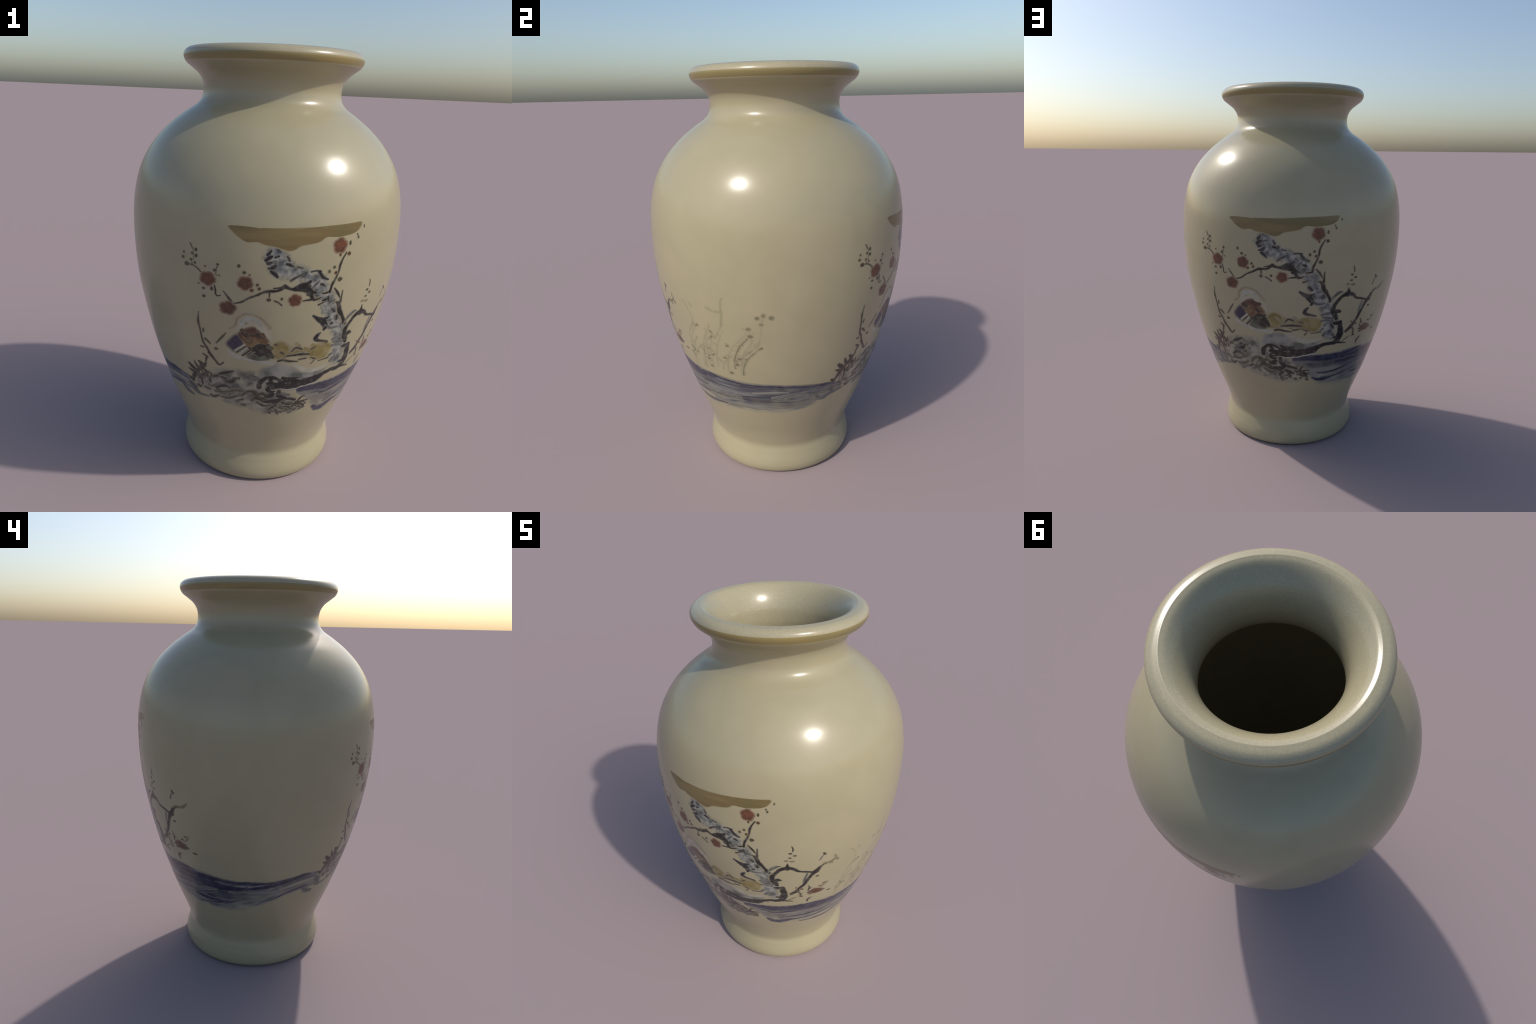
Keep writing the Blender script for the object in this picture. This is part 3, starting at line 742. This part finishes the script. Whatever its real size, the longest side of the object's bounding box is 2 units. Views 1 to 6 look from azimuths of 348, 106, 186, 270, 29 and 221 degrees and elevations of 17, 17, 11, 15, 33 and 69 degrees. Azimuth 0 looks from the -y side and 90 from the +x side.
    wash("duck_flank", "green", (-0.184, 0.776), (-0.158, 0.807), (-0.131, 0.800), (-0.104, 0.800), (-0.082, 0.775), (-0.101, 0.760), (-0.139, 0.753), (-0.168, 0.760), lift=0.0009, feather=0.007)
    wash("duck_hen", "straw", (-0.093, 0.826), (-0.077, 0.852), (-0.049, 0.862), (-0.013, 0.840), (0.024, 0.822), (0.061, 0.818), (0.093, 0.834), (0.135, 0.835), (0.178, 0.817), (0.178, 0.776), (0.161, 0.747), (0.119, 0.743), (0.069, 0.763), (0.021, 0.783), (-0.022, 0.772), (-0.051, 0.763), (-0.075, 0.774), lift=0.0008, feather=0.010)
    wash("duck_hen_breast", "ochre", (-0.091, 0.829), (-0.077, 0.849), (-0.053, 0.858), (-0.029, 0.849), (-0.013, 0.827), (-0.016, 0.799), (-0.039, 0.776), (-0.066, 0.771), (-0.082, 0.800), lift=0.0009, feather=0.007)
    wash("duck_hen_back", "ochre", (0.062, 0.797), (0.094, 0.829), (0.128, 0.833), (0.176, 0.818), (0.177, 0.785), (0.158, 0.751), (0.118, 0.749), (0.087, 0.763), lift=0.0009, feather=0.007)

    # markings of the two ducks
    brush("duck_feather", "tan", (-0.259, 0.904, 0.005), (-0.237, 0.923, 0.009), (-0.23, 0.958, 0.012), (-0.2, 0.982, 0.012), (-0.161, 0.977, 0.011), (-0.13, 0.956, 0.012), (-0.102, 0.923, 0.016), lift=0.0014, feather=0.004)
    brush("duck_feather", "white", (-0.214, 0.929, 0.012), (-0.206, 0.949, 0.020), (-0.184, 0.961, 0.018), (-0.156, 0.954, 0.018), (-0.137, 0.934, 0.010), lift=0.0014, feather=0.004)
    brush("duck_feather", "tan", (-0.212, 0.945, 0.008), (-0.194, 0.938, 0.008), lift=0.0014, feather=0.004)
    brush("duck_feather", "ink", (-0.223, 0.791, 0.006), (-0.2, 0.815, 0.008), lift=0.0014, feather=0.004)
    brush("duck_feather", "ink", (-0.198, 0.778, 0.008), (-0.172, 0.808, 0.009), lift=0.0014, feather=0.004)
    brush("duck_feather", "white", (-0.229, 0.8, 0.004), (-0.193, 0.835, 0.005), lift=0.0014, feather=0.004)
    brush("duck_feather", "white", (-0.21, 0.785, 0.004), (-0.183, 0.82, 0.005), lift=0.0014, feather=0.004)
    brush("duck_feather", "brown", (0, 0.807, 0.009), (0.016, 0.823, 0.012), (0.039, 0.815, 0.013), lift=0.0014, feather=0.004)
    brush("duck_feather", "ink", (-0.021, 0.783, 0.007), (0.016, 0.786, 0.013), (0.043, 0.787, 0.016), (0.077, 0.784, 0.010), lift=0.0014, feather=0.004)
    brush("duck_feather", "ink", (-0.054, 0.757, 0.009), (-0.033, 0.762, 0.014), (-0.002, 0.755, 0.011), (0.032, 0.751, 0.004), lift=0.0014, feather=0.004)
    brush("duck_feather", "brown", (0.037, 0.761, 0.009), (0.066, 0.764, 0.008), lift=0.0014, feather=0.004)
    brush("duck_feather", "brown", (0.09, 0.763, 0.008), (0.109, 0.755, 0.011), lift=0.0014, feather=0.004)
    brush("duck_feather", "olive", (0.094, 0.73, 0.005), (0.105, 0.743, 0.007), lift=0.0014, feather=0.004)
    brush("duck_feather", "olive", (0.128, 0.739, 0.006), (0.174, 0.745, 0.009), lift=0.0014, feather=0.004)
    down = Heap()
    for low, high, inks, count in (((-0.205, 0.850), (-0.120, 0.905), ("rust", "rust", "brown"), 10), ((-0.150, 0.780), (-0.085, 0.825), ("soot", "green", "ink"), 9), ((-0.070, 0.770), (0.150, 0.850), ("ochre", "ochre", "tan", "olive", "straw"), 12)):
        for _ in range(count):
            x, z = rnd.uniform(low[0], high[0]), rnd.uniform(low[1], high[1])
            lean, reach, w = rnd.gauss(-0.5, 0.4), rnd.uniform(0.006, 0.014), rnd.uniform(0.006, 0.011)
            brush("duck_feather", rnd.choice(inks), (x - reach, z - lean * reach, w * 0.5), (x, z, w), (x + reach, z + lean * reach, w * 0.4), lift=0.0012, feather=0.006, heap=down, under="straw" if low[0] > -0.1 else "brown")
    down.build("duck_down", parent)

    # buds: ink -> (s, z, half width, half height)
    for s, z, rx, rz in ((-0.39, 1.226, 0.0060, 0.0080), (-0.403, 1.209, 0.0060, 0.0060), (-0.389, 1.202, 0.0060, 0.0080), (-0.407, 1.182, 0.0060, 0.0060), (-0.393, 1.172, 0.0050, 0.0060), (-0.433, 1.207, 0.0040, 0.0060), (-0.436, 1.186, 0.0060, 0.0070), (-0.422, 1.161, 0.0100, 0.0100), (-0.311, 1.18, 0.0060, 0.0060), (-0.32, 1.155, 0.0080, 0.0070), (-0.36, 1.071, 0.0070, 0.0060), (-0.33, 1.075, 0.0070, 0.0090), (-0.235, 1.184, 0.0070, 0.0080), (-0.214, 1.159, 0.0080, 0.0070),):
        dot("bud", "olive", s, z, rx, rz, parent, side)
    for s, z, rx, rz in ((0.422, 0.722, 0.0100, 0.0070), (0.374, 0.724, 0.0100, 0.0070), (0.341, 0.696, 0.0080, 0.0060),):
        dot("bud", "brown", s, z, rx, rz, parent, side)
    for s, z, rx, rz in ((0.415, 0.857, 0.0070, 0.0060),):
        dot("bud", "olive", s, z, rx, rz, parent, side)
    for s, z, rx, rz in ((0.349, 0.764, 0.0080, 0.0060), (0.376, 0.708, 0.0090, 0.0060), (0.418, 0.763, 0.0070, 0.0050), (0.442, 0.7, 0.0080, 0.0060), (0.329, 0.781, 0.0060, 0.0050), (0.436, 0.784, 0.0070, 0.0050),):
        dot("bud", "russet", s, z, rx, rz, parent, side)
    for s, z, rx, rz in ((-0.378, 1.088, 0.0040, 0.0040), (-0.356, 1.165, 0.0050, 0.0040), (-0.305, 1.136, 0.0040, 0.0040), (-0.194, 1.151, 0.0050, 0.0040),):
        dot("bud", "russet", s, z, rx, rz, parent, side)
    for s, z, rx, rz in ((-0.164, 1.112, 0.0070, 0.0070), (-0.156, 1.096, 0.0070, 0.0080), (-0.184, 1.088, 0.0090, 0.0080),):
        dot("bud", "russet", s, z, rx, rz, parent, side)
    for s, z, rx, rz in ((-0.358, 1.036, 0.0070, 0.0070), (-0.117, 1.051, 0.0100, 0.0080), (-0.067, 1.055, 0.0070, 0.0070), (-0.302, 0.792, 0.0080, 0.0080),):
        dot("bud", "olive", s, z, rx, rz, parent, side)
    for s, z, rx, rz in ((0.265, 1.333, 0.0040, 0.0070), (0.234, 1.304, 0.0040, 0.0050), (0.239, 1.292, 0.0050, 0.0070), (0.202, 1.273, 0.0060, 0.0100), (0.118, 1.164, 0.0070, 0.0090), (0.139, 1.18, 0.0070, 0.0070), (0.168, 1.126, 0.0090, 0.0110),):
        dot("bud", "olive", s, z, rx, rz, parent, side)
    for s, z, rx, rz in ((0.201, 1.23, 0.0090, 0.0090), (0.16, 1.229, 0.0060, 0.0080), (0.148, 1.156, 0.0080, 0.0080), (0.09, 1.34, 0.0020, 0.0020),):
        dot("bud", "russet", s, z, rx, rz, parent, side)
    for s, z, rx, rz in ((0.324, 1.049, 0.0080, 0.0060), (0.341, 1.033, 0.0080, 0.0060), (0.321, 1.019, 0.0080, 0.0050), (0.17, 1.126, 0.0110, 0.0090),):
        dot("bud", "olive", s, z, rx, rz, parent, side)
    for s, z, rx, rz in ((0.305, 1, 0.0090, 0.0070), (0.329, 0.995, 0.0120, 0.0070),):
        dot("bud", "faded", s, z, rx, rz, parent, side)

    # blossoms
    for ink, s, z, rx, rz in (("red", -0.346, 1.115, 0.0270, 0.0280), ("russet", -0.209, 1.115, 0.0270, 0.0270), ("russet", -0.268, 1.001, 0.0290, 0.0280), ("red", -0.014, 1.049, 0.0250, 0.0250), ("red", 0.157, 1.266, 0.0290, 0.0300), ("russet", 0.399, 0.727, 0.0240, 0.0220),):
        blossom(ink, s, z, rx, rz, parent, side, rnd.uniform(0, 1.2))


front_scene = empty("painted_scene", vase)
paint_scene(front_scene, front)
back_scene = empty("painted_scene", vase)
paint_scene(back_scene, back)

# the river runs round both flanks between the two scenes: (degrees, top, bottom)
front_waves = [(0.14, 7, 62, 0.0, 0.050, "indigo"), (0.40, 20, 44, 0.20, 0.024, "indigo"), (0.60, 30, 34, 0.22, 0.012, "steel"), (0.72, 26, 34, 0.24, 0.018, "indigo"),
               (0.88, 32, 30, 0.22, 0.014, "indigo"), (0.97, 19, 17, 0.16, 0.034, "indigo"), (1.0, 40, 32, 0.10, 0.011, "indigo")]
back_waves = [(0.13, 188, 60, 0.0, 0.044, "navy"), (0.66, 203, 30, 0.22, 0.016, "navy"), (0.80, 206, 30, 0.2, 0.013, "navy"),
              (0.92, 200, 14, 0.12, 0.022, "navy"), (0.30, 232, 34, 0.05, 0.046, "navy"), (0.72, 232, 26, 0.0, 0.026, "navy"),
              (0.28, 266, 34, 0.16, 0.022, "navy")]
river("river", [(6, 0.588, 0.560, 0.5), (14, 0.601, 0.500, 0.5), (22, 0.606, 0.418, 0.4), (27, 0.609, 0.402, 0.4), (34, 0.611, 0.412, 0.35), (46, 0.613, 0.402, 0.35),
                (60, 0.607, 0.392, 0.45), (74, 0.603, 0.400, 0.6), (88, 0.594, 0.408, 0.7), (102, 0.592, 0.408, 0.6), (114, 0.585, 0.415, 0.6),
                (124, 0.575, 0.440, 0.5), (134, 0.560, 0.480, 0.4), (142, 0.540, 0.495, 0.3)],
      empty("painted_river", vase), front_waves + water_waves(60, 136, 3) + water_waves(24, 62, 4)[3:7], 8, "shoal")
river("river", [(186, 0.585, 0.560, 0.5), (194, 0.598, 0.500, 0.5), (202, 0.603, 0.430, 0.4), (212, 0.606, 0.400, 0.45), (226, 0.612, 0.378, 0.7),
                (240, 0.600, 0.366, 0.8), (252, 0.582, 0.372, 0.7), (262, 0.572, 0.385, 0.5), (272, 0.572, 0.410, 0.4), (282, 0.575, 0.445, 0.4),
                (292, 0.588, 0.478, 0.5), (302, 0.594, 0.492, 0.5), (310, 0.588, 0.498, 0.4)],
      empty("painted_river", vase), back_waves + water_waves(218, 304, 5), 9, "shallow")


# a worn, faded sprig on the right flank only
def by_degrees(s, z):
    return math.radians(s / 0.0090), z


sprig = empty("faded_sprig", vase)


def paint_sprig():
    stroke("faded_stem", "ghost", [(a * 0.0090, z, w) for a, z, w in ((98.1, 0.914, 0.004), (97.8, 0.866, 0.008))], sprig, by_degrees, lift=0.0005, feather=0.007)
    stroke("faded_stem", "faded", [(a * 0.0090, z, w) for a, z, w in ((46.7, 0.952, 0.008), (48.5, 0.944, 0.017), (50.9, 0.937, 0.011))], sprig, by_degrees, lift=0.0005, feather=0.007)
    stroke("faded_stem", "faded", [(a * 0.0090, z, w) for a, z, w in ((51.6, 0.993, 0.004), (52.3, 0.966, 0.008), (53.7, 0.949, 0.011))], sprig, by_degrees, lift=0.0005, feather=0.007)
    stroke("faded_stem", "faded", [(a * 0.0090, z, w) for a, z, w in ((58.8, 0.735, 0.008), (60.9, 0.72, 0.014), (62.6, 0.705, 0.008))], sprig, by_degrees, lift=0.0005, feather=0.007)
    stroke("faded_stem", "ghost", [(a * 0.0090, z, w) for a, z, w in ((64.6, 0.897, 0.013), (64.6, 0.872, 0.016))], sprig, by_degrees, lift=0.0005, feather=0.007)
    stroke("faded_stem", "ghost", [(a * 0.0090, z, w) for a, z, w in ((82.4, 1.041, 0.009), (81.4, 1.017, 0.007), (81.8, 1.007, 0.007))], sprig, by_degrees, lift=0.0005, feather=0.007)
    stroke("faded_stem", "ghost", [(a * 0.0090, z, w) for a, z, w in ((64.9, 0.981, 0.010), (65.7, 0.968, 0.013))], sprig, by_degrees, lift=0.0005, feather=0.007)
    stroke("faded_stem", "faded", [(a * 0.0090, z, w) for a, z, w in ((67.9, 0.698, 0.008), (70.7, 0.691, 0.012))], sprig, by_degrees, lift=0.0005, feather=0.007)
    stroke("faded_stem", "faded", [(a * 0.0090, z, w) for a, z, w in ((67.5, 0.742, 0.007), (67.5, 0.719, 0.010))], sprig, by_degrees, lift=0.0005, feather=0.007)
    stroke("faded_stem", "ghost", [(a * 0.0090, z, w) for a, z, w in ((74.9, 0.719, 0.011), (77.1, 0.701, 0.016))], sprig, by_degrees, lift=0.0005, feather=0.007)
    stroke("faded_stem", "ghost", [(a * 0.0090, z, w) for a, z, w in ((81.4, 0.808, 0.013), (82, 0.794, 0.013))], sprig, by_degrees, lift=0.0005, feather=0.007)
    stroke("faded_stem", "faded", [(a * 0.0090, z, w) for a, z, w in ((70.2, 0.664, 0.008), (71.3, 0.654, 0.010))], sprig, by_degrees, lift=0.0005, feather=0.007)
    stroke("faded_stem", "ghost", [(a * 0.0090, z, w) for a, z, w in ((60.1, 0.987, 0.008), (61, 0.975, 0.011))], sprig, by_degrees, lift=0.0005, feather=0.007)
    stroke("faded_stem", "faded", [(a * 0.0090, z, w) for a, z, w in ((48.7, 0.784, 0.007), (48.2, 0.753, 0.009))], sprig, by_degrees, lift=0.0005, feather=0.007)
    stroke("faded_stem", "ghost", [(a * 0.0090, z, w) for a, z, w in ((85.1, 0.699, 0.010), (87.6, 0.737, 0.010), (90.8, 0.777, 0.011), (93, 0.813, 0.010), (93.5, 0.848, 0.009), (92.9, 0.889, 0.006))], sprig, by_degrees, lift=0.0005, feather=0.007)
    stroke("faded_stem", "ghost", [(a * 0.0090, z, w) for a, z, w in ((90.8, 0.777, 0.006), (95.2, 0.803, 0.009), (97.2, 0.844, 0.008), (97.9, 0.884, 0.009), (98.1, 0.922, 0.007), (99.3, 0.966, 0.005))], sprig, by_degrees, lift=0.0005, feather=0.007)
    stroke("faded_stem", "ghost", [(a * 0.0090, z, w) for a, z, w in ((75.8, 0.826, 0.008), (78.2, 0.86, 0.010), (80.3, 0.901, 0.009), (81.3, 0.961, 0.010), (81.3, 1.006, 0.008), (82.3, 1.038, 0.007))], sprig, by_degrees, lift=0.0005, feather=0.007)
    stroke("faded_stem", "ghost", [(a * 0.0090, z, w) for a, z, w in ((81.4, 0.972, 0.012), (77.3, 0.97, 0.013), (74.1, 0.983, 0.008))], sprig, by_degrees, lift=0.0005, feather=0.007)
    stroke("faded_stem", "ghost", [(a * 0.0090, z, w) for a, z, w in ((62, 0.704, 0.011), (60.7, 0.758, 0.009), (59.8, 0.813, 0.010), (64.4, 0.884, 0.012), (63.7, 0.936, 0.008), (60.8, 0.984, 0.006))], sprig, by_degrees, lift=0.0005, feather=0.007)
    stroke("faded_stem", "ghost", [(a * 0.0090, z, w) for a, z, w in ((69.3, 0.696, 0.009), (67.1, 0.731, 0.011), (65.8, 0.763, 0.007))], sprig, by_degrees, lift=0.0005, feather=0.007)
    for a, z, rx, rz in ((102.437, 0.963, 0.0100, 0.0110), (99.279, 0.973, 0.0090, 0.0110), (96.57, 0.959, 0.0100, 0.0090), (98.161, 0.928, 0.0090, 0.0090), (92.617, 0.901, 0.0110, 0.0090), (93.172, 0.864, 0.0130, 0.0100), (87.039, 0.734, 0.0160, 0.0080), (85.082, 0.699, 0.0130, 0.0100), (81.345, 0.643, 0.0120, 0.0090), (81.825, 0.798, 0.0090, 0.0080), (69.577, 0.697, 0.0100, 0.0080), (70.236, 0.656, 0.0100, 0.0080), (62.185, 0.714, 0.0100, 0.0070),):
        dot("faded_bud", "faded", a * 0.0090, z, rx, rz, sprig, by_degrees, feather=0.005)


paint_sprig()

# faint reeds leaning out of the water beside it
reeds, r = Heap(), random.Random(21)
for _ in range(17):
    a, z, tall, lean = r.uniform(52, 88), r.uniform(0.63, 0.70), r.uniform(0.09, 0.24), r.uniform(4, 11)
    w = r.uniform(0.007, 0.012)
    stem = [((a + lean * k * k) * 0.0090, z + tall * k, w * (1 - 0.5 * k)) for k in (0, 0.3, 0.65, 1)]
    stroke("reed", r.choice(("ghost", "ghost", "ghost", "ghost", "faded")), stem, sprig, by_degrees, lift=0.0004, feather=0.009, heap=reeds)
    for k in (0.35, 0.6, 0.85, 1.0):
        if r.random() < 0.7:
            x, y, side_way = (a + lean * k * k) * 0.0090, z + tall * k, r.choice((-1, 1)) * r.uniform(0.008, 0.018)
            stroke("reed", r.choice(("ghost", "ghost", "faded")), [(x, y, 0.004), (x + side_way, y + r.uniform(0.004, 0.016), 0.012)], sprig, by_degrees, lift=0.0004, feather=0.007, heap=reeds)
reeds.build("reed", sprig)
